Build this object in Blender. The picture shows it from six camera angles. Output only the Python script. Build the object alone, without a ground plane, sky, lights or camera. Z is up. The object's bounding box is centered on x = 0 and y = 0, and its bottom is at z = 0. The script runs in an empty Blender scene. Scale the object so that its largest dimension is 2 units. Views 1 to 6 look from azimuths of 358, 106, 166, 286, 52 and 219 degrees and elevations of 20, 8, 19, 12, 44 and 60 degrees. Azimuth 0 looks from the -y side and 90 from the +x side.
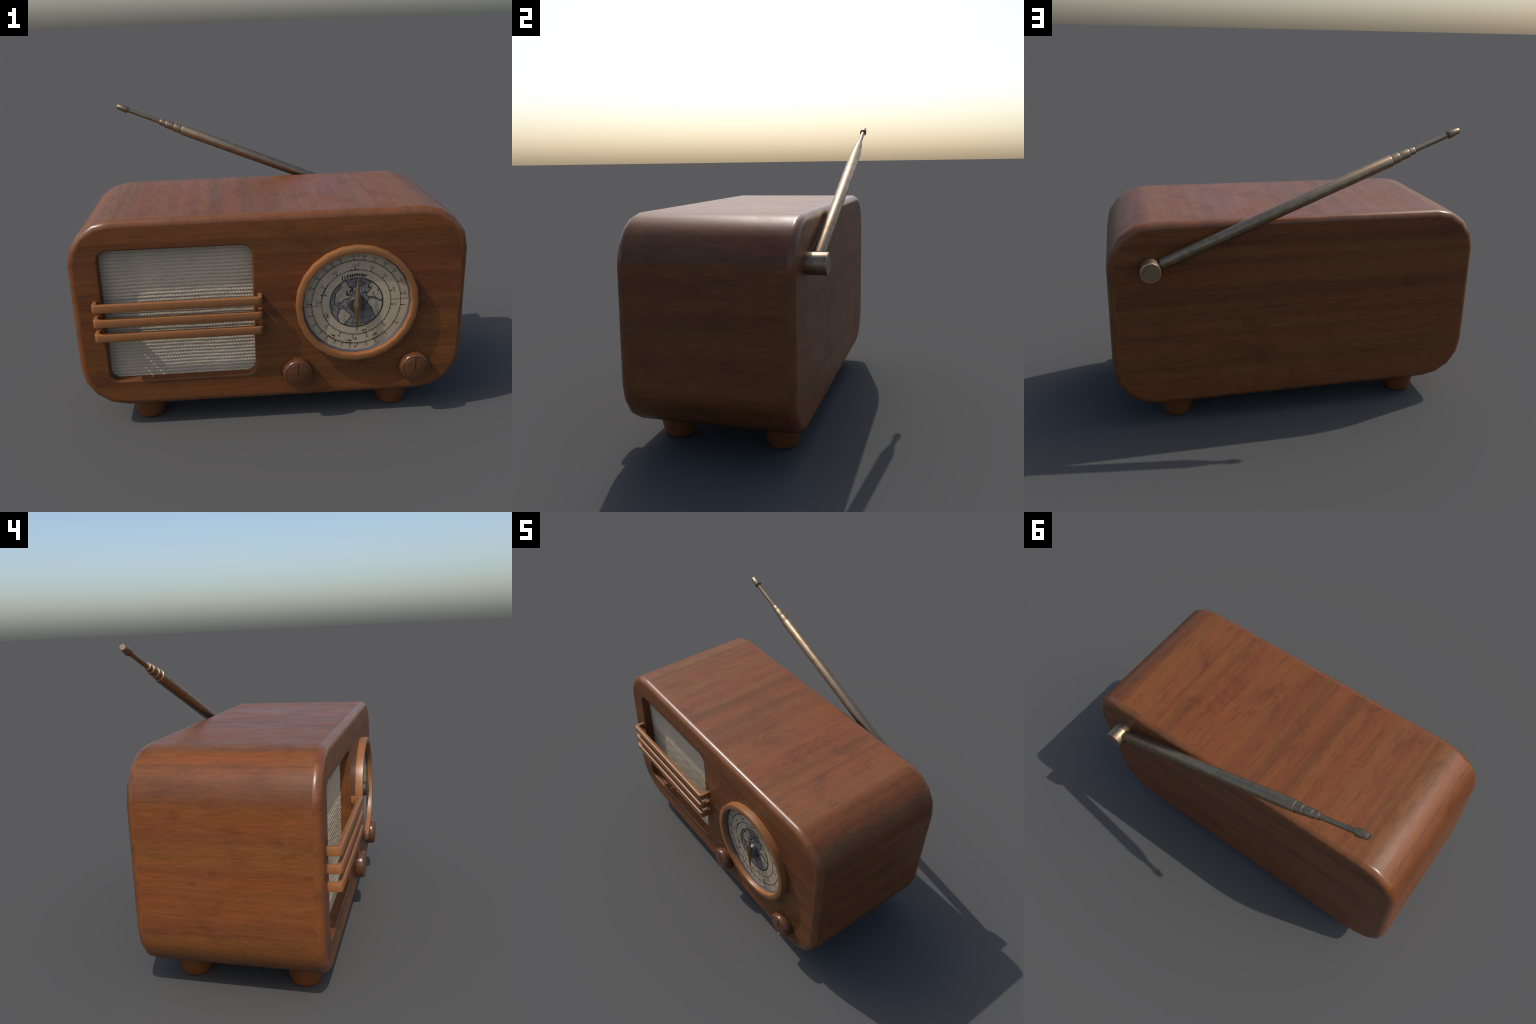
"""Vintage table-top radio: walnut cabinet, cloth speaker window with three wooden bars,
round map dial in a wooden bezel, two knobs, four peg feet, telescopic aerial on the back."""
import bpy, bmesh, math, random
from math import sin, cos, pi, radians, hypot
from mathutils import Vector, Matrix

random.seed(7)

# ------------------------------------------------------------------ main sizes (metres)
HALF_W = 1.0
Z_TOP, Z_BOTTOM = 1.1510, 0.1275
Y_FRONT, Y_BACK = -0.4450, 0.4063
CORNER_R, EDGE_B = 0.231, 0.037
WINDOW = dict(x0=-0.847, x1=-0.0885, z0=0.2810, z1=0.9985, r=0.047, lip=0.009)
CLOTH_Y = -0.3910
DIAL_X, DIAL_Z, DIAL_Y = 0.4345, 0.662, -0.4475
KNOBS = [(0.1286, 0.2905), (0.7447, 0.2905)]
BARS_Z = [0.7208, 0.6413, 0.5618]
FEET = [(x, y) for y in (-0.296, 0.257) for x in (-0.674, 0.664)]
HUB = Vector((0.787, 0.0, 0.9285))


# ------------------------------------------------------------------ node helpers
class Nodes:
    def __init__(self, name):
        self.mat = bpy.data.materials.new(name)
        self.mat.use_nodes = True
        self.t = self.mat.node_tree
        self.bsdf = self.t.nodes["Principled BSDF"]

    def add(self, kind, **inputs):
        n = self.t.nodes.new(kind)
        for k, v in inputs.items():
            self.put(n.inputs[k.replace("_", " ")], v)
        return n

    def put(self, socket, v):
        if isinstance(v, bpy.types.NodeSocket):
            self.t.links.new(v, socket)
        else:
            socket.default_value = v

    def math(self, op, a, b=0.0, clamp=False):
        n = self.t.nodes.new("ShaderNodeMath")
        n.operation, n.use_clamp = op, clamp
        self.put(n.inputs[0], a)
        self.put(n.inputs[1], b)
        return n.outputs[0]

    def mix(self, fac, a, b, blend="MIX"):
        n = self.t.nodes.new("ShaderNodeMix")
        n.data_type, n.blend_type = "RGBA", blend
        self.put(n.inputs[0], fac)
        self.put(n.inputs[6], a if isinstance(a, bpy.types.NodeSocket) else (*a, 1))
        self.put(n.inputs[7], b if isinstance(b, bpy.types.NodeSocket) else (*b, 1))
        return n.outputs[2]

    def coords(self, scale=(1, 1, 1), shift=(0, 0, 0), vary=False):
        c = self.t.nodes.new("ShaderNodeTexCoord").outputs["Object"]
        m = self.add("ShaderNodeMapping", Vector=c, Scale=scale, Location=shift)
        if vary:
            r = self.t.nodes.new("ShaderNodeObjectInfo").outputs["Random"]
            v = self.t.nodes.new("ShaderNodeVectorMath")
            v.operation = "ADD"
            self.put(v.inputs[0], m.outputs[0])
            k = self.math("MULTIPLY", r, 37.0)
            cx = self.add("ShaderNodeCombineXYZ", X=k, Y=k, Z=k)
            self.put(v.inputs[1], cx.outputs[0])
            return v.outputs[0]
        return m.outputs[0]

    def noise(self, vec, scale=1.0, detail=3.0, rough=0.5, distort=0.0):
        n = self.add("ShaderNodeTexNoise", Vector=vec, Scale=scale, Detail=detail,
                     Roughness=rough, Distortion=distort)
        return n.outputs["Fac"]

    def ramp(self, fac, *stops):
        n = self.t.nodes.new("ShaderNodeValToRGB")
        self.put(n.inputs[0], fac)
        e = n.color_ramp.elements
        while len(e) < len(stops):
            e.new(0.5)
        for el, (p, c) in zip(e, stops):
            el.position = p
            el.color = (*c, 1) if isinstance(c, tuple) else (c, c, c, 1)
        return n.outputs[0]

    def span(self, fac, lo, hi, a=0.0, b=1.0):
        n = self.t.nodes.new("ShaderNodeMapRange")
        for s, v in zip(n.inputs[:5], (fac, lo, hi, a, b)):
            self.put(s, v)
        return n.outputs[0]

    def finish(self, color=None, rough=None, metal=None, spec=None, height=None, bump=0.2, dist=0.002):
        b = self.bsdf.inputs
        if color is not None:
            self.put(b["Base Color"], color if isinstance(color, bpy.types.NodeSocket) else (*color, 1))
        if rough is not None:
            self.put(b["Roughness"], rough)
        if metal is not None:
            self.put(b["Metallic"], metal)
        if spec is not None:
            self.put(b["Specular IOR Level"], spec)
        if height is not None:
            n = self.add("ShaderNodeBump", Height=height, Strength=bump, Distance=dist)
            self.put(b["Normal"], n.outputs[0])
        return self.mat


def grained_wood(name, along, red, brown, dark, rough=0.40, shift=(0, 0, 0), vary=False,
                 size=1.0, contrast=1.0, spec=0.33):
    """Polished wood with streaks running along one object axis (0 x, 1 y, 2 z)."""
    N = Nodes(name)

    def stretch(a, c):
        return tuple((a if i == along else c) / size for i in range(3))
    def at(k):
        return tuple(a + k * b for a, b in zip(shift, (3.7, 5.3, 8.1)))
    band = N.noise(N.coords(stretch(0.16, 10.0), at(0), vary), 1, 3, 0.6, 0.10)      # board-wide stripes
    hue = N.noise(N.coords(stretch(0.45, 8.5), at(1), vary), 1, 4, 0.6, 0.15)
    blot = N.noise(N.coords(stretch(4.2, 8.0), at(2), vary), 1, 7, 0.66, 0.6)       # soft smudges
    fleck = N.noise(N.coords(stretch(9, 38), at(3), vary), 1, 4, 0.62, 0.25)        # short figure
    streak = N.noise(N.coords(stretch(5, 120), at(4), vary), 1, 5, 0.68, 0.12)     # long fine grain
    pores = N.noise(N.coords(stretch(22, 330), at(5), vary), 1, 2, 0.5)
    col = N.mix(N.span(hue, 0.38, 0.62), brown, red)
    col = N.mix(N.span(fleck, 0.54, 0.72, 0.0, 0.5), col, tuple(1.10 * c for c in red))
    col = N.mix(N.span(band, 0.54, 0.36, 0.0, 0.46 * contrast), col, dark)
    col = N.mix(N.span(blot, 0.53, 0.72, 0.0, 0.60 * contrast), col, dark)
    col = N.mix(N.span(fleck, 0.44, 0.26, 0.0, 0.50 * contrast), col, dark)
    k = N.math("MULTIPLY", N.span(streak, 0.27, 0.73, 1 - 0.17 * contrast, 1 + 0.17 * contrast),
               N.span(pores, 0.3, 0.7, 1 - 0.15 * contrast, 1 + 0.12 * contrast))
    grey = N.add("ShaderNodeCombineColor", Red=k, Green=k, Blue=k).outputs[0]
    col = N.mix(1.0, col, grey, "MULTIPLY")
    scuff = N.noise(N.coords((3, 3, 3), (4, 4, 4), vary), 1, 5, 0.65, 0.4)
    r = N.math("ADD", N.span(scuff, 0.35, 0.68, rough - 0.05, rough + 0.10),
               N.span(streak, 0.3, 0.7, 0.03, -0.03))
    return N.finish(col, r, 0.0, spec, streak, 0.10, 0.0015)


def aged_metal(name, base, dark, rough, vary=True):
    N = Nodes(name)
    c = N.coords((1, 1, 1), (0, 0, 0), vary)
    spots = N.noise(c, 22, 5, 0.65, 0.3)
    fine = N.noise(c, 130, 3, 0.6)
    col = N.mix(N.span(spots, 0.36, 0.66), base, dark)
    r = N.math("ADD", N.span(spots, 0.35, 0.7, rough - 0.05, rough + 0.10), N.span(fine, 0.3, 0.7, -0.04, 0.04))
    return N.finish(col, r, 1.0, 0.5, fine, 0.06, 0.001)


def printed(name, color, var=0.12, scale=30, rough=0.6, spec=0.3):
    N = Nodes(name)
    c = N.coords()
    n = N.noise(c, scale, 4, 0.6)
    lo = tuple(v * (1 - var) for v in color)
    hi = tuple(v * (1 + var) for v in color)
    return N.finish(N.mix(N.span(n, 0.32, 0.68), lo, hi), rough, 0.0, spec)


# ------------------------------------------------------------------ mesh helpers
ROOT = None


def make(name, verts, faces, mats, face_mats=None, smooth=None, parent=None, loc=(0, 0, 0), sharp=None):
    me = bpy.data.meshes.new(name)
    me.from_pydata([tuple(v) for v in verts], [], faces)
    for m in (mats if isinstance(mats, (list, tuple)) else [mats]):
        me.materials.append(m)
    if face_mats:
        me.polygons.foreach_set("material_index", face_mats)
    if smooth is not False:
        me.polygons.foreach_set("use_smooth", [True] * len(me.polygons))
        if sharp is not None:
            me.set_sharp_from_angle(angle=radians(sharp))
    me.update()
    return link(name, me, parent, loc)


def link(name, me, parent=None, loc=(0, 0, 0)):
    ob = bpy.data.objects.new(name, me)
    bpy.context.scene.collection.objects.link(ob)
    ob.parent = parent or ROOT
    ob.location = loc
    return ob


def copy_of(ob, loc):
    o = ob.copy()
    bpy.context.scene.collection.objects.link(o)
    o.location = loc
    return o


def lathe(profile, seg, axis="y", close_start=False, close_end=False, turn=0.0):
    """Turn (radius, height) pairs about an axis; height runs along +axis (y: towards -y, the viewer)."""
    verts, faces = [], []
    for r, h in profile:
        for k in range(seg):
            a = turn + 2 * pi * k / seg
            if axis == "y":
                verts.append((r * cos(a), -h, r * sin(a)))
            else:
                verts.append((r * cos(a), r * sin(a), h))
    for i in range(len(profile) - 1):
        for k in range(seg):
            a, b = i * seg + k, i * seg + (k + 1) % seg
            faces.append((a, b, b + seg, a + seg))
    if close_start:
        faces.append(tuple(range(seg))[::-1])
    if close_end:
        o = (len(profile) - 1) * seg
        faces.append(tuple(range(o, o + seg)))
    return verts, faces


def round_rect(x0, x1, z0, z1, r, seg):
    """Points and outward normals, counter-clockwise as seen from the front (x right, z up)."""
    pts = []
    for cx, cz, a0 in ((x1 - r, z0 + r, -90), (x1 - r, z1 - r, 0), (x0 + r, z1 - r, 90), (x0 + r, z0 + r, 180)):
        for k in range(seg + 1):
            a = radians(a0 + 90 * k / seg)
            pts.append((cx + r * cos(a), cz + r * sin(a), cos(a), sin(a)))
    return pts


# ------------------------------------------------------------------ materials
RED, BROWN, DARK = (0.168, 0.0490, 0.0142), (0.159, 0.0590, 0.0148), (0.066, 0.0225, 0.0084)  # darkened below the open top's tone, mixing in shading from sides and back
wood_face = grained_wood("walnut_along_width", 0, RED, BROWN, DARK, 0.40)
wood_wrap = grained_wood("walnut_along_depth", 1, RED, BROWN, DARK, 0.41, (3.1, 0, 1.7))
wood_edge = grained_wood("walnut_edge_band", 1, RED, BROWN, DARK, 0.30, (8, 4, 2), contrast=0.8, spec=0.5)
oak = grained_wood("light_oak", 0, (0.258, 0.096, 0.032), (0.248, 0.105, 0.035), (0.150, 0.056, 0.020), 0.36,
                   vary=True, size=0.5, contrast=0.5, spec=0.45)
knob_wood = grained_wood("dark_knob_wood", 0, (0.106, 0.038, 0.0140), (0.102, 0.042, 0.0145), (0.052, 0.020, 0.009),
                         0.20, vary=True, size=0.5, contrast=0.6, spec=0.5)
foot_wood = grained_wood("foot_wood", 0, (0.155, 0.047, 0.0125), (0.150, 0.051, 0.0130), (0.080, 0.027, 0.009), 0.45,
                         vary=True, size=0.5, contrast=0.8)
bronze = aged_metal("aged_bronze", (0.35, 0.258, 0.166), (0.235, 0.172, 0.112), 0.42)
bronze_rim = aged_metal("rubbed_bronze_rim", (0.80, 0.58, 0.40), (0.62, 0.44, 0.30), 0.30)
brass_needle = aged_metal("dull_brass", (0.42, 0.30, 0.17), (0.26, 0.18, 0.10), 0.42)
paper = printed("dial_paper", (0.400, 0.315, 0.212), 0.08, 22)
ink = printed("black_ink", (0.030, 0.024, 0.020), 0.3, 120)
faded_ink = printed("faded_ink", (0.135, 0.105, 0.072), 0.25, 120)
ocean = printed("map_ocean", (0.178, 0.165, 0.156), 0.14, 40, 0.7, 0.1)
land = printed("map_land", (0.330, 0.275, 0.200), 0.12, 40)
map_line = printed("map_brown_line", (0.165, 0.105, 0.052), 0.2, 90)
rim_blue = printed("rim_blue", (0.068, 0.067, 0.072), 0.12, 40, 0.5, 0.2)
hub_black = printed("hub_black", (0.040, 0.038, 0.038), 0.15, 40, 0.38, 0.5)


def cloth_material():
    N = Nodes("woven_speaker_cloth")
    c = N.t.nodes.new("ShaderNodeTexCoord").outputs["Object"]
    sep = N.add("ShaderNodeSeparateXYZ", Vector=c)
    wob = N.noise(N.coords((6, 6, 6)), 1, 3, 0.5)
    z = N.math("ADD", sep.outputs[2], N.span(wob, 0.0, 1.0, -0.006, 0.006))
    row = N.math("ABSOLUTE", N.math("SUBTRACT", N.math("FRACT", N.math("DIVIDE", z, ROW)), 0.5))
    groove = N.span(row, 0.38, 0.47)
    soil = N.noise(N.coords((7, 7, 5)), 1, 4, 0.6)
    fluff = N.noise(N.coords((260, 260, 260)), 1, 3, 0.6)
    col = N.mix(N.span(soil, 0.35, 0.7), (0.515, 0.420, 0.302), (0.420, 0.346, 0.256))
    col = N.mix(N.span(fluff, 0.3, 0.7, 0.0, 0.35), col, (0.34, 0.29, 0.225))
    col = N.mix(N.math("MULTIPLY", groove, 0.55), col, (0.150, 0.118, 0.072))
    return N.finish(col, 0.9, 0.0, 0.15, fluff, 0.25, 0.002)


ROW = 0.0194
cloth = cloth_material()

# ------------------------------------------------------------------ the thing
ROOT = bpy.data.objects.new("table_radio", None)
bpy.context.scene.collection.objects.link(ROOT)
ROOT["label"] = "vintage walnut table radio with round map dial and aerial"
ROOT["category"] = "radio"


# ------------------------------------------------------------------ cabinet body
def build_cabinet():
    bm = bmesh.new()
    seg, bev = 4, 4
    nrm = {}                                    # (vertex, kind) -> normal is kept per face loop
    rings = []

    def ring(pts, y, tilt, sign):
        out = []
        for x, z, nx, nz in pts:
            v = bm.verts.new((x, y, z))
            nrm[v] = Vector((nx * cos(tilt), sign * sin(tilt), nz * cos(tilt)))
            out.append(v)
        return out

    def outline(inset):
        return round_rect(-HALF_W + inset, HALF_W - inset, Z_BOTTOM + inset, Z_TOP - inset, CORNER_R - inset, seg)
    for k in range(bev + 1):                    # front edge, front -> side
        a = radians(90 * (1 - k / bev))
        rings.append(ring(outline(EDGE_B * (1 - cos(a))), Y_FRONT + EDGE_B * (1 - sin(a)), a, -1))
    for k in range(bev + 1):                    # back edge, side -> back
        a = radians(90 * k / bev)
        rings.append(ring(outline(EDGE_B * (1 - cos(a))), Y_BACK - EDGE_B * (1 - sin(a)), a, 1))
    flat, which = {}, {}
    n = len(rings[0])
    for i in range(len(rings) - 1):
        for k in range(n):
            a, b = rings[i], rings[i + 1]
            f = bm.faces.new((a[k], b[k], b[(k + 1) % n], a[(k + 1) % n]))
            f.normal_update()
            if f.normal.dot(nrm[a[k]] + nrm[b[k]] + nrm[a[(k + 1) % n]]) < 0:
                f.normal_flip()
            which[f] = 1 if i == bev else 2
    f = bm.faces.new(rings[-1])
    f.normal_update()
    if f.normal.y < 0:
        f.normal_flip()
    which[f], flat[f] = 0, Vector((0, 1, 0))
    # speaker window: rounded lip, then straight walls going back
    W = WINDOW
    lip, wr = W["lip"], []
    for k in range(4):
        a = radians(90 * k / 3)
        d = lip * (1 - sin(a))                  # hole grows towards the front
        pts = round_rect(W["x0"] - d, W["x1"] + d, W["z0"] - d, W["z1"] + d, W["r"] + d, 6)
        vs = []
        for x, z, nx, nz in pts:
            v = bm.verts.new((x, Y_FRONT + lip * (1 - cos(a)), z))
            nrm[v] = Vector((-nx * sin(a), -cos(a), -nz * sin(a)))
            vs.append(v)
        wr.append(vs)
    # first ring sits widest on the face: reverse the growth so that the lip narrows inwards
    vs = []
    for x, z, nx, nz in round_rect(W["x0"], W["x1"], W["z0"], W["z1"], W["r"], 6):
        v = bm.verts.new((x, CLOTH_Y + 0.012, z))
        nrm[v] = Vector((-nx, 0, -nz))
        vs.append(v)
    wr.append(vs)
    m = len(vs)
    for i in range(len(wr) - 1):
        for k in range(m):
            a, b = wr[i], wr[i + 1]
            f = bm.faces.new((a[k], a[(k + 1) % m], b[(k + 1) % m], b[k]))
            f.normal_update()
            if f.normal.dot(nrm[b[k]] + nrm[a[k]]) < 0:
                f.normal_flip()
            which[f] = 0
    f = bm.faces.new(wr[-1])                    # back board behind the cloth
    f.normal_update()
    if f.normal.y > 0:
        f.normal_flip()
    which[f], flat[f] = 0, Vector((0, -1, 0))
    edges = []
    for loop in (rings[0], wr[0]):
        for k in range(len(loop)):
            edges.append(bm.edges.get((loop[k], loop[(k + 1) % len(loop)])))
    res = bmesh.ops.triangle_fill(bm, edges=edges, use_beauty=True)
    for g in res["geom"]:
        if isinstance(g, bmesh.types.BMFace):
            g.normal_update()
            if g.normal.y > 0:
                g.normal_flip()
            which[g], flat[g] = 0, Vector((0, -1, 0))
    bm.verts.index_update()
    bm.faces.index_update()
    loops = []
    for f in bm.faces:
        f.smooth = True
        f.material_index = which.get(f, 0)
        for lp in f.loops:
            loops.append(flat[f] if f in flat else nrm[lp.vert].normalized())
    me = bpy.data.meshes.new("cabinet")
    bm.to_mesh(me)
    bm.free()
    for mt in (wood_face, wood_wrap, wood_edge):
        me.materials.append(mt)
    me.normals_split_custom_set([tuple(v) for v in loops])
    return link("cabinet", me)


build_cabinet()


# ------------------------------------------------------------------ speaker cloth (knitted rows as relief)
def build_cloth():
    W = WINDOW
    x0, x1, z0, z1 = W["x0"] - 0.006, W["x1"] + 0.006, W["z0"] - 0.006, W["z1"] + 0.006
    nx, nz = 420, 360
    rnd = random.Random(3)
    ph = [(rnd.uniform(3, 11), rnd.uniform(2, 8), rnd.uniform(0, 6.3)) for _ in range(6)]
    verts, faces = [], []
    for j in range(nz + 1):
        z = z0 + (z1 - z0) * j / nz
        for i in range(nx + 1):
            x = x0 + (x1 - x0) * i / nx
            w = sum(sin(a * x * 2.2 + b * z * 2 + c) for a, b, c in ph) / 6
            zz = z + 0.0035 * w
            row = math.floor(zz / ROW)
            t = zz / ROW - row                          # 0..1 across one knitted row
            u = (x + 0.004 * w) / 0.0146 + 0.37 * row + 0.95 * (t - 0.5) + 0.15 * sin(53 * x + 2.3 * row)
            body = sin(pi * t)
            stitch = 0.5 + 0.5 * sin(2 * pi * u)
            mid = math.exp(-((t - 0.50) / 0.27) ** 2)
            uneven = 0.75 + 0.35 * sin(37 * x + 5 * row) * sin(91 * x - 3.1 * row)
            h = 0.0008 * body + 0.0040 * uneven * stitch * mid + 0.0008 * w
            verts.append((x, CLOTH_Y - h, z))
    s = nx + 1
    for j in range(nz):
        for i in range(nx):
            a = j * s + i
            faces.append((a, a + 1, a + s + 1, a + s))
    return make("speaker_cloth", verts, faces, cloth)


build_cloth()


# ------------------------------------------------------------------ grille bars (U-shaped staples)
def build_bar():
    half, out, leg, thick, hz, rc = 0.4225, Y_FRONT - (-0.5085), 0.0220, 0.0262, 0.0203, 0.022
    # outer and inner path of the staple in x / forward distance
    outer, inner = [(-half, -0.002)], [(-half + leg, -0.002)]
    for k in range(5):
        a = radians(180 - 90 * k / 4)
        outer.append((-half + rc + rc * cos(a), out - rc + rc * sin(a)))
        ri = 0.005
        inner.append((-half + leg + ri + ri * cos(a), out - thick - ri + ri * sin(a)))
    outer += [(-x, y) for x, y in outer[::-1]]
    inner += [(-x, y) for x, y in inner[::-1]]
    bm = bmesh.new()
    rows = []
    for o, i in zip(outer, inner):
        rows.append([bm.verts.new((p[0], -p[1], z)) for p, z in ((o, -hz), (o, hz), (i, hz), (i, -hz))])
    for a, b in zip(rows, rows[1:]):
        for k in range(4):
            bm.faces.new((a[k], b[k], b[(k + 1) % 4], a[(k + 1) % 4]))
    bm.faces.new(rows[0])
    bm.faces.new(rows[-1][::-1])
    bmesh.ops.recalc_face_normals(bm, faces=bm.faces)
    long_edges = [e for e in bm.edges if len(e.link_faces) == 2 and e.calc_face_angle(0) > radians(60)
                  and abs(e.verts[0].co.z - e.verts[1].co.z) < 1e-6]
    bmesh.ops.bevel(bm, geom=long_edges, offset=0.0035, segments=2, affect="EDGES", profile=0.5)
    me = bpy.data.meshes.new("grille_bar")
    bm.to_mesh(me)
    bm.free()
    me.materials.append(oak)
    me.polygons.foreach_set("use_smooth", [True] * len(me.polygons))
    me.set_sharp_from_angle(angle=radians(40))
    return link("grille_bar", me, None, (-0.4685, Y_FRONT, BARS_Z[0]))


bar = build_bar()
for z in BARS_Z[1:]:
    copy_of(bar, (-0.4685, Y_FRONT, z))

# ------------------------------------------------------------------ dial
dial = bpy.data.objects.new("dial", None)
bpy.context.scene.collection.objects.link(dial)
dial.parent = ROOT
dial.location = (DIAL_X, Y_FRONT, DIAL_Z)
TURN24 = 0.0

h_face = Y_FRONT - DIAL_Y                        # the paper stands just proud of the cabinet front
prof = [(0.312, -0.002), (0.3125, 0.0365), (0.3118, 0.0392), (0.3095, 0.0405),
        (0.2830, 0.0405), (0.2806, 0.0396), (0.2797, 0.0372), (0.277, 0.012)]
v, f = lathe(prof, 24, turn=TURN24)
make("bezel", v, f, oak, parent=dial, sharp=38)
prof = [(0.280, 0.015), (0.2760, 0.0145), (0.2735, 0.0130), (0.2695, h_face - 0.001)]
v, f = lathe(prof, 24, turn=TURN24)
make("dial_rim", v, f, rim_blue, parent=dial, sharp=50)
v, f = lathe([(0.2700, h_face)], 24, close_end=True, turn=TURN24)
make("dial_plate", v, f, paper, parent=dial)


class Sheet:
    """Printed marks on the dial, gathered as thin flat geometry in dial coordinates."""

    def __init__(self, height):
        self.h, self.v, self.f = height, [], []

    def poly(self, pts):
        o = len(self.v)
        area = sum(a[0] * b[1] - b[0] * a[1] for a, b in zip(pts, pts[1:] + pts[:1]))
        self.v += [(x, -self.h, z) for x, z in pts]
        idx = tuple(range(o, o + len(pts)))
        self.f.append(idx if area > 0 else idx[::-1])

    def line(self, pts, width, closed=False):
        n = len(pts)
        rng = range(n if closed else n - 1)
        left, right = [], []
        for i in range(n):
            p0 = pts[i - 1] if (i or closed) else pts[i]
            p1 = pts[(i + 1) % n] if (i < n - 1 or closed) else pts[i]
            dx, dz = p1[0] - p0[0], p1[1] - p0[1]
            l = hypot(dx, dz) or 1
            w = (width(i / max(1, n - 1)) if callable(width) else width) / 2
            left.append((pts[i][0] - dz / l * w, pts[i][1] + dx / l * w))
            right.append((pts[i][0] + dz / l * w, pts[i][1] - dx / l * w))
        for i in rng:
            j = (i + 1) % n
            self.poly([right[i], right[j], left[j], left[i]])

    def arc(self, r, a0, a1, width):
        n = max(4, int(abs(a1 - a0) / 2.5))
        self.line([polar(r, a0 + (a1 - a0) * k / n) for k in range(n + 1)], width)

    def tick(self, r0, r1, a, width):
        self.line([polar(r0, a), polar(r1, a)], width)

    def mesh(self, name, mat, stuff=True):
        o = make(name, self.v, self.f, mat, smooth=False, parent=dial)
        if stuff:
            o["kind"] = "stuff"
        return o


def polar(r, a):
    """Clock angle in degrees, 0 at twelve o'clock, clockwise."""
    return (r * sin(radians(a)), r * cos(radians(a)))


GLYPHS = {}


def glyphs(text, bold=0.0, shear=0.0):
    key = (text, bold, shear)
    if key not in GLYPHS:
        cu = bpy.data.curves.new("lettering", "FONT")
        cu.body, cu.align_x, cu.align_y = text, "CENTER", "CENTER"
        cu.resolution_u, cu.offset, cu.shear = 3, bold, shear
        ob = bpy.data.objects.new("lettering", cu)
        bpy.context.scene.collection.objects.link(ob)
        bpy.context.view_layer.update()
        me = bpy.data.meshes.new_from_object(ob.evaluated_get(bpy.context.evaluated_depsgraph_get()))
        GLYPHS[key] = ([tuple(v.co) for v in me.vertices], [tuple(p.vertices) for p in me.polygons])
        bpy.data.objects.remove(ob)
        bpy.data.curves.remove(cu)
        bpy.data.meshes.remove(me)
    return GLYPHS[key]


def write(sheet, text, r, a, size, upright=True, bold=0.0, shear=0.0, squash=1.0, at=None, tilt=None):
    """Set a word on the dial at clock angle a, its top facing out (upright) or in."""
    vs, fs = glyphs(text, bold, shear)
    cx, cz = at or polar(r, a)
    rot = radians(-a if upright else 180 - a) if tilt is None else radians(tilt)
    for f in fs:
        pts = []
        for i in f:
            x, z = vs[i][0] * size * squash, vs[i][1] * size
            pts.append((cx + x * cos(rot) - z * sin(rot), cz + x * sin(rot) + z * cos(rot)))
        sheet.poly(pts)


R_OUT, R_IN, R_GLOBE = 0.2285, 0.1775, 0.1370
lines, faint = Sheet(h_face + 0.0006), Sheet(h_face + 0.0006)
lines.arc(R_OUT, 0, 360, 0.0026)
lines.arc(R_IN, 0, 360, 0.0026)
faint.tick(R_IN, 0.2685, -92.6, 0.0028)
faint.tick(R_IN, 0.2685, 87.6, 0.0028)

OUT_UP = [("550", -89.3), ("600", -68.5), ("650", -54.6), ("700", -40.8), ("750", -30.6), ("800", -19.7), ("900", -4.1),
          ("1000", 8.5), ("1100", 21.4), ("1200", 35.2), ("1300", 48.9), ("1400", 63.8), ("1500", 80.7)]
OUT_LOW = [("9", 96.0), ("10", 120.8), ("11", 139.1), ("12", 155.1), ("13", 166.7), ("", 177.4), ("15", 187.2),
           ("16", 197.3), ("17", 206.9), ("18", 218.4), ("19", 229.3), ("20", 241.6), ("21", 254.6)]
IN_UP = [("1500", -87.2), ("", -74.6), ("1700", -61.8), ("2000", -33.2), ("2500", -2.5), ("3000", 22.9), ("3500", 46.0),
         ("4000", 71.8)]
IN_LOW = [("5.2", 95.8), ("50", 131.9), ("60", 162.9), ("70", 184.4), ("80", 205.9), ("90", 230.5)]


def scale(marks, ring, text_r, size, parts, upright, nudge=0.0, minor=0.0085, major=0.0150):
    for (name, a), nxt in zip(marks, marks[1:] + [None]):
        lines.tick(ring - 0.001, ring + major, a, 0.0046)
        if name:
            write(faint, name, text_r, a + (nudge if len(name) > 2 else 0), size, upright, 0.012, 0, 0.88)
        if nxt:
            for k in range(1, parts):
                b = a + (nxt[1] - a) * k / parts
                lines.tick(ring, ring + minor * (1.25 if 2 * k == parts else 1), b, 0.0025)


scale(OUT_UP, R_OUT, 0.2515, 0.0158, 5, True, -0.6)
scale(OUT_LOW, R_OUT, 0.2520, 0.0160, 5, False)
scale(IN_UP, R_IN, 0.2010, 0.0158, 5, True, -0.5)
scale(IN_LOW, R_IN, 0.2030, 0.0165, 5, False)
for k in range(1, 4):
    lines.tick(R_OUT, R_OUT + 0.0095, 254.6 + k * 5.0, 0.0023)
for ring, a0, a1 in ((R_OUT, 148, 158), (R_OUT, 185, 194), (R_OUT, 209, 219), (R_IN, 236, 252), (R_IN, 282, 306),
                     (R_IN, 160, 168), (R_IN, -12, 3)):
    lines.arc(ring + 0.0004, a0, a1, 0.0044)           # heavier strokes mark the wave bands
for word, a, r in (("49M", 165, 0.164), ("25M", 152.3, 0.2105), ("19M", 189.5, 0.2170), ("16M", 214, 0.2145),
                   ("31M", 247.5, 0.1640)):
    write(lines, word, r, a, 0.0155, False, 0.012, 0.0)
write(lines, "P", 0.1640, -73, 0.015, True, 0.05)
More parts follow.
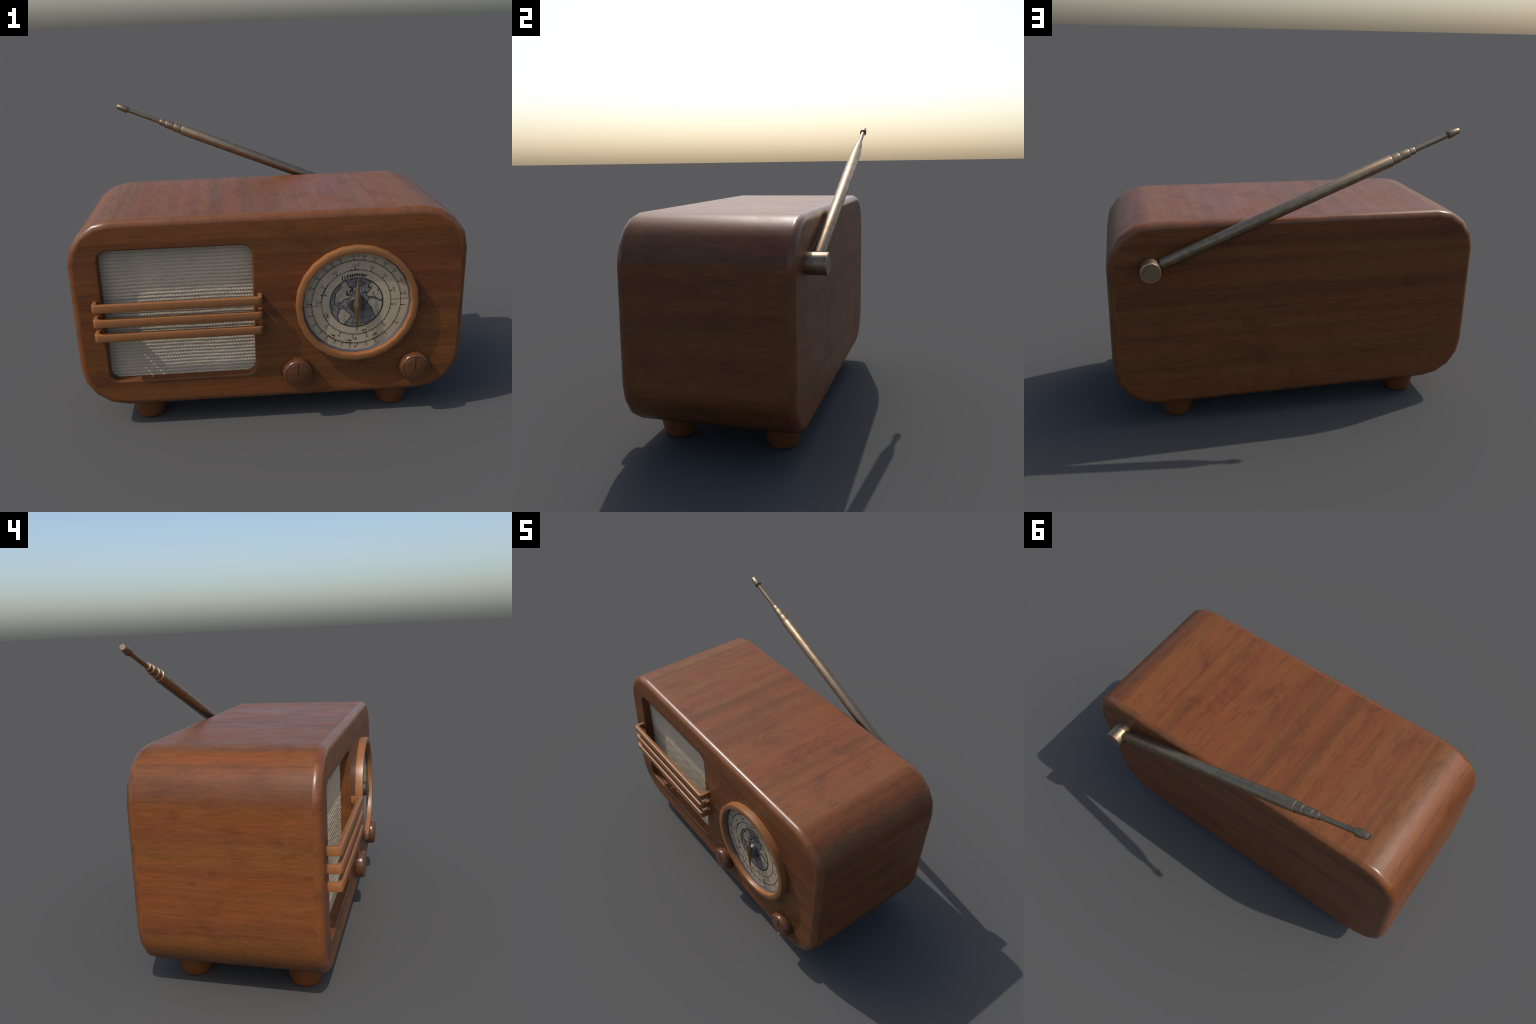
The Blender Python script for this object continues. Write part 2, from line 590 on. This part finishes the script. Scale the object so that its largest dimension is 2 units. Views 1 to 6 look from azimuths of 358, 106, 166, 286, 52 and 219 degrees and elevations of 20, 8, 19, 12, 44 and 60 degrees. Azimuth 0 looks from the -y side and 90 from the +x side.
for word, a, r, up in (("D", 1.8, 0.2530, True), ("C", 2.9, 0.2055, True), ("A", 180.3, 0.2490, False), ("B", 180.0, 0.2040, False)):
    write(lines if word in "AB" else faint, word, r, a, 0.0195, up, 0.02)
# maker's word in slanted brush script, bent along the top of the globe
def brush(pts, thick, thin=0.0012, base=0.1440):
    """Pen stroke through (advance, height) points; down-strokes are heavy, up-strokes thin."""
    fine = []
    for (x0, z0), (x1, z1) in zip(pts, pts[1:]):
        for k in range(5):
            fine.append((x0 + (x1 - x0) * k / 5, z0 + (z1 - z0) * k / 5))
    fine.append(pts[-1])
    n = len(fine)
    def width(t):
        i = min(n - 2, int(t * (n - 1)))
        (x0, z0), (x1, z1) = fine[i], fine[i + 1]
        slope = abs(z1 - z0) / (hypot(x1 - x0, z1 - z0) or 1)
        return thin + (thick - thin) * slope ** 2
    lines.line([polar(base + z, math.degrees((x + 0.22 * z) / 0.1515)) for x, z in fine], width)


# capital with a long tail down to the globe
brush([(-0.0615, 0.0175), (-0.0665, 0.0215), (-0.0740, 0.0190), (-0.0790, 0.0085), (-0.0785, -0.0035), (-0.0740, -0.0080), (-0.0700, -0.0055)], 0.0056)
brush([(-0.0645, 0.0130), (-0.0640, 0.0050), (-0.0645, -0.0060), (-0.0640, -0.0150), (-0.0600, -0.0200)], 0.0056)
for x in (-0.0500, -0.0350, -0.0235, -0.0110, 0.0005, 0.0265, 0.0380):       # heavy stems
    brush([(x, 0.0150), (x - 0.0005, 0.0075), (x, 0.0)], 0.0066)
for x0, x1 in ((-0.0560, -0.0490), (-0.0435, -0.0345), (-0.0350, -0.0235), (-0.0235, -0.0110), (0.0005, 0.0110), (0.0265, 0.0380)):
    brush([(x0, 0.0), (x0 + 0.35 * (x1 - x0), -0.0005), (x1, 0.0150)], 0.0032)
brush([(-0.0505, 0.0080), (-0.0470, 0.0150), (-0.0450, 0.0155), (-0.0440, 0.0115)], 0.0050, 0.0026)
brush([(-0.0110, 0.0020), (-0.0040, 0.0150), (0.0000, 0.0145)], 0.0034)
brush([(0.0190, 0.0140), (0.0120, 0.0135), (0.0100, 0.0060), (0.0135, 0.0), (0.0190, 0.0030), (0.0205, 0.0095), (0.0190, 0.0140), (0.0265, 0.0145)], 0.0050)
brush([(0.0380, 0.0), (0.0450, 0.0030), (0.0465, 0.0130), (0.0500, 0.0150), (0.0545, 0.0130)], 0.0050)
lines.poly([polar(0.1440 + z, math.degrees(x / 0.1515)) for x, z in ((0.0500, 0.0125), (0.0575, 0.0150), (0.0520, 0.0185))])
lines.mesh("dial_markings", ink)
faint.mesh("dial_numerals", faded_ink)

# ---- globe map
disc = Sheet(h_face + 0.0003)
disc.poly([polar(R_GLOBE, -k * 5) for k in range(72)])
disc.mesh("map_ocean", ocean, False)


def rim_arc(a0, a1, n=8):
    return [polar(0.985, a0 + (a1 - a0) * k / n) for k in range(n + 1)]


def smooth(ctrl, times=2):
    for _ in range(times):                       # corner cutting
        out = []
        for p, q in zip(ctrl, ctrl[1:] + ctrl[:1]):
            out += [(0.75 * p[0] + 0.25 * q[0], 0.75 * p[1] + 0.25 * q[1]),
                    (0.25 * p[0] + 0.75 * q[0], 0.25 * p[1] + 0.75 * q[1])]
        ctrl = out
    return ctrl


SOUTH_AMERICA = [(-.60, -.22), (-.48, -.22), (-.36, -.33), (-.28, -.41), (-.18, -.50), (-.22, -.58), (-.31, -.68), (-.40, -.80),
                 (-.45, -.88), (-.59, -.83), (-.66, -.75), (-.65, -.66), (-.70, -.60), (-.69, -.42), (-.64, -.31)]
NORTH_AMERICA = rim_arc(-41, -25, 4) + [(-.34, .78), (-.30, .68), (-.22, .62), (-.20, .55), (-.25, .46), (-.26, .38), (-.36, .30),
                 (-.33, .46), (-.37, .50), (-.40, .34), (-.30, .27), (-.20, .35), (-.18, .29), (-.28, .22), (-.36, .17), (-.46, .14), (-.52, .09),
                 (-.57, .03), (-.60, -.02), (-.62, .06), (-.70, .05), (-.73, -.03), (-.68, -.09), (-.62, -.20), (-.66, -.21),
                 (-.75, -.08), (-.81, .02), (-.82, .15), (-.79, .28), (-.78, .40), (-.72, .49), (-.60, .61), (-.55, .72)]
EURASIA = rim_arc(32, 82, 10) + [(.93, .05), (.86, .05), (.77, .14), (.70, .20), (.63, .25), (.57, .18), (.52, .24), (.46, .22), (.36, .27),
           (.38, .36), (.46, .42), (.44, .48), (.52, .50), (.55, .62), (.47, .55), (.42, .60), (.45, .71), (.54, .77)]
AFRICA = [(.43, .11), (.52, .16), (.66, .15), (.77, .11), (.86, .04)] + rim_arc(88, 129, 8) + [(.70, -.58), (.63, -.44), (.60, -.29), (.56, -.19),
          (.47, -.16), (.44, -.06), (.41, .02)]
GREENLAND = [(-.17, .50), (-.10, .62), (.00, .66), (.04, .58), (-.04, .46), (-.11, .38)]
BRITAIN = [(.28, .40), (.33, .47), (.37, .42), (.34, .37)]
lands, coast = Sheet(h_face + 0.0007), Sheet(h_face + 0.0012)
shapes = []
for outline in (SOUTH_AMERICA, NORTH_AMERICA, EURASIA, AFRICA, GREENLAND, BRITAIN):
    pts = [(x * R_GLOBE, z * R_GLOBE) for x, z in smooth(outline, 1)]
    pts = [(x * min(1, R_GLOBE * 0.99 / (hypot(x, z) or 1)), z * min(1, R_GLOBE * 0.99 / (hypot(x, z) or 1))) for x, z in pts]
    shapes.append(pts)
    lands.poly(pts)
    coast.line(pts, 0.0038, closed=True)
coast.arc(R_GLOBE - 0.0008, 0, 360, 0.0036)


def inside(p, poly):
    hit = False
    for (x1, z1), (x2, z2) in zip(poly, poly[1:] + poly[:1]):
        if (z1 > p[1]) != (z2 > p[1]) and p[0] < (x2 - x1) * (p[1] - z1) / (z2 - z1) + x1:
            hit = not hit
    return hit


sea_grid, land_grid = Sheet(h_face + 0.0005), Sheet(h_face + 0.0010)


def on_globe(lat, lon, lat0=radians(38), roll=radians(-9)):
    c = sin(lat0) * sin(lat) + cos(lat0) * cos(lat) * cos(lon)
    x, z = cos(lat) * sin(lon), cos(lat0) * sin(lat) - sin(lat0) * cos(lat) * cos(lon)
    return (x * cos(roll) - z * sin(roll), x * sin(roll) + z * cos(roll)) if c > 0.03 else None


curves = [[on_globe(radians(-50 + 4 * k), radians(m)) for k in range(35)] for m in range(-180, 180, 20)]
curves += [[on_globe(radians(p), radians(4 * k)) for k in range(91)] for p in range(-60, 90, 20)]
for cv in curves:
    for p, q in zip(cv, cv[1:]):
        if p and q:
            p, q = [(t[0] * R_GLOBE * 0.985, t[1] * R_GLOBE * 0.985) for t in (p, q)]
            if any(inside(p, s) for s in shapes):
                land_grid.line([p, q], 0.0012)
            else:
                sea_grid.line([p, q], 0.0021)
lands.mesh("map_land", land, False)
# clutter of dark arctic islands, lakes and lettering smudges
rnd = random.Random(11)
for cx, cz, spread, count in ((-.20, .62, .10, 9), (-.12, .50, .08, 6), (.50, .62, .06, 5), (.78, .44, .05, 3), (.62, .34, .08, 5),
                              (.30, .42, .03, 2), (.05, .93, .16, 10), (.98, .04, .03, 3), (-.02, -.84, .12, 5), (-.49, -.13, .05, 3)):
    for _ in range(count):
        x, z, s = cx + rnd.gauss(0, spread * .5), cz + rnd.gauss(0, spread * .3), rnd.uniform(.010, .026)
        if hypot(x, z) > .97:
            continue
        coast.poly([((x + s * rnd.uniform(.6, 1.3) * cos(t)) * R_GLOBE, (z + s * rnd.uniform(.6, 1.3) * sin(t)) * R_GLOBE)
                    for t in [k * pi / 3 for k in range(6)]])
sea_grid.mesh("map_grid", ink)
land_grid.mesh("map_grid", map_line)
coast.mesh("map_coastline", ink)

# ---- hub and needle
v, f = lathe([(0.0475, h_face - 0.001), (0.0470, h_face + 0.002), (0.0430, 0.0310), (0.0415, 0.0325)], 28, close_end=True)
make("needle_hub", v, f, hub_black, parent=dial, sharp=40)


def build_needle():
    top, bottom, mid, half = 0.1620, -0.1665, -0.006, 0.0208
    base, ridge = 0.0345, 0.0490
    v = [(0, -0.0315, top), (-half, -base, mid), (0, -0.0315, bottom), (half, -base, mid), (0, -ridge, mid),
         (0, -(base - 0.004), mid)]
    f = [(0, 1, 4), (1, 2, 4), (2, 3, 4), (3, 0, 4), (1, 0, 5), (2, 1, 5), (3, 2, 5), (0, 3, 5)]
    ob = make("needle", v, f, brass_needle, parent=dial, smooth=False)
    bm = bmesh.new()
    bm.from_mesh(ob.data)
    bmesh.ops.recalc_face_normals(bm, faces=bm.faces)
    bmesh.ops.bevel(bm, geom=list(bm.edges), offset=0.0009, segments=1, affect="EDGES")
    bm.to_mesh(ob.data)
    bm.free()


build_needle()


# ------------------------------------------------------------------ knobs
def build_knob():
    prof = [(0.0790, -0.002), (0.0785, 0.030), (0.0770, 0.0420), (0.0745, 0.0480), (0.0700, 0.0525), (0.0672, 0.0537),
            (0.0655, 0.0535), (0.0648, 0.0512), (0.0628, 0.0506), (0.0616, 0.0515), (0.0606, 0.0536), (0.0585, 0.0545)]
    prof = [(r, h * 0.965) for r, h in prof]
    v, f = lathe(prof, 16, close_end=True, turn=pi / 16)
    ob = make("knob", v, f, knob_wood, sharp=50)
    cut_v, cut_f = [], []
    for sx in (-1, 1):
        for y in (-0.0478, -0.070):
            for z in (-0.006, 0.0600):
                cut_v.append((sx * 0.0028, y, z))
    cut_f = [(0, 1, 3, 2), (4, 6, 7, 5), (0, 4, 5, 1), (2, 3, 7, 6), (0, 2, 6, 4), (1, 5, 7, 3)]
    cutter = make("slot", cut_v, cut_f, knob_wood, smooth=False)
    bm = bmesh.new()
    bm.from_mesh(cutter.data)
    bmesh.ops.recalc_face_normals(bm, faces=bm.faces)
    bm.to_mesh(cutter.data)
    bm.free()
    md = ob.modifiers.new("slot", "BOOLEAN")
    md.operation, md.object, md.solver = "DIFFERENCE", cutter, "EXACT"
    bpy.context.view_layer.update()
    me = bpy.data.meshes.new_from_object(ob.evaluated_get(bpy.context.evaluated_depsgraph_get()))
    ob.modifiers.clear()
    old = ob.data
    me.name = "knob"
    ob.data = me
    bpy.data.meshes.remove(old)
    bpy.data.objects.remove(cutter)
    me.polygons.foreach_set("use_smooth", [True] * len(me.polygons))
    me.set_sharp_from_angle(angle=radians(50))
    return ob


knob = build_knob()
knob.location = (KNOBS[0][0], Y_FRONT, KNOBS[0][1])
copy_of(knob, (KNOBS[1][0], Y_FRONT, KNOBS[1][1]))

# ------------------------------------------------------------------ feet
v, f = lathe([(0.0610, 0.0), (0.0680, 0.0018), (0.0730, 0.0085), (0.0765, 0.0190), (0.0875, 0.0680), (0.0980, 0.1300)], 24, axis="z",
             close_start=True, close_end=True)
foot = make("foot", v, f, foot_wood, sharp=60, loc=(*FEET[0], 0))
for p in FEET[1:]:
    copy_of(foot, (*p, 0))

# ------------------------------------------------------------------ aerial on the back
aerial = bpy.data.objects.new("antenna", None)
bpy.context.scene.collection.objects.link(aerial)
aerial.parent = ROOT
aerial.location = (HUB.x, Y_BACK, HUB.z)
v, f = lathe([(0.0530, 0.004), (0.0530, -0.0980), (0.0515, -0.1010)], 12, turn=pi / 12)
f = [q[::-1] for q in f]
make("antenna_mount", v, f, bronze, parent=aerial, sharp=40)

v, f = lathe([(0.0515, -0.1010), (0.0500, -0.1018), (0.0480, -0.1018)], 12, turn=pi / 12)
make("antenna_mount_rim", v, [q[::-1] for q in f], bronze_rim, parent=aerial, sharp=40)
v, f = lathe([(0.0480, -0.1018)], 12, close_end=True, turn=pi / 12)
make("antenna_mount_cap", v, [q[::-1] for q in f], bronze, parent=aerial)

AXIS0 = Vector((HUB.x, 0.4495, HUB.z + 0.0005))
AXIS1 = Vector((-0.807, 0.4440, 1.5876))
direction = (AXIS1 - AXIS0).normalized()
LENGTH = (AXIS1 - AXIS0).length


def along(x):
    """Distance along the aerial of the point with this world x."""
    return (AXIS0.x - x) / -direction.x


def rod(name, profile, mat, seg=20, start=True, end=True):
    v, f = lathe([(r, h) for h, r in profile], seg, axis="z", close_start=start, close_end=end)
    ob = make(name, v, f, mat, parent=aerial, sharp=35)
    ob.location = AXIS0 - aerial.location
    ob.rotation_mode = "QUATERNION"
    ob.rotation_quaternion = direction.to_track_quat("Z", "Y")
    return ob


s0 = 0.060
main, e1, e2, e3 = along(-0.4455), along(-0.4880), along(-0.5375), along(-0.5690)
neck, tip_a, tip_b = along(-0.7445), along(-0.7490), LENGTH
rod("antenna_pivot", [(0.035, 0.013), (s0 + 0.004, 0.013)], bronze)
rod("antenna_section", [(s0, 0.0285), (s0 + 0.003, 0.0303), (main - 0.002, 0.0306), (main, 0.0296)], bronze)
rod("antenna_section", [(main - 0.002, 0.0270), (e1 - 0.002, 0.0270), (e1, 0.0260)], bronze)
rod("antenna_section", [(e1 - 0.002, 0.0235), (e2 - 0.002, 0.0235), (e2, 0.0226)], bronze)
rod("antenna_section", [(e2 - 0.002, 0.0190), (e3 - 0.002, 0.0190), (e3, 0.0180)], bronze)
rod("antenna_section", [(e3 - 0.002, 0.0128), (neck + 0.004, 0.0128)], bronze)
rod("antenna_tip", [(tip_a, 0.0202), (tip_a + 0.0015, 0.0210), (tip_b - 0.001, 0.0148), (tip_b, 0.0140)], bronze)
for h, r in ((main, 0.0306), (e1, 0.0270), (e2, 0.0235), (e3, 0.0190)):
    pts = [(h - 0.0020 + 0.0014 * sin(a), r - 0.0012 + 0.0014 * cos(a)) for a in [k * pi / 4 for k in range(9)]]
    rod("antenna_ring", pts, bronze_rim, start=False, end=False)
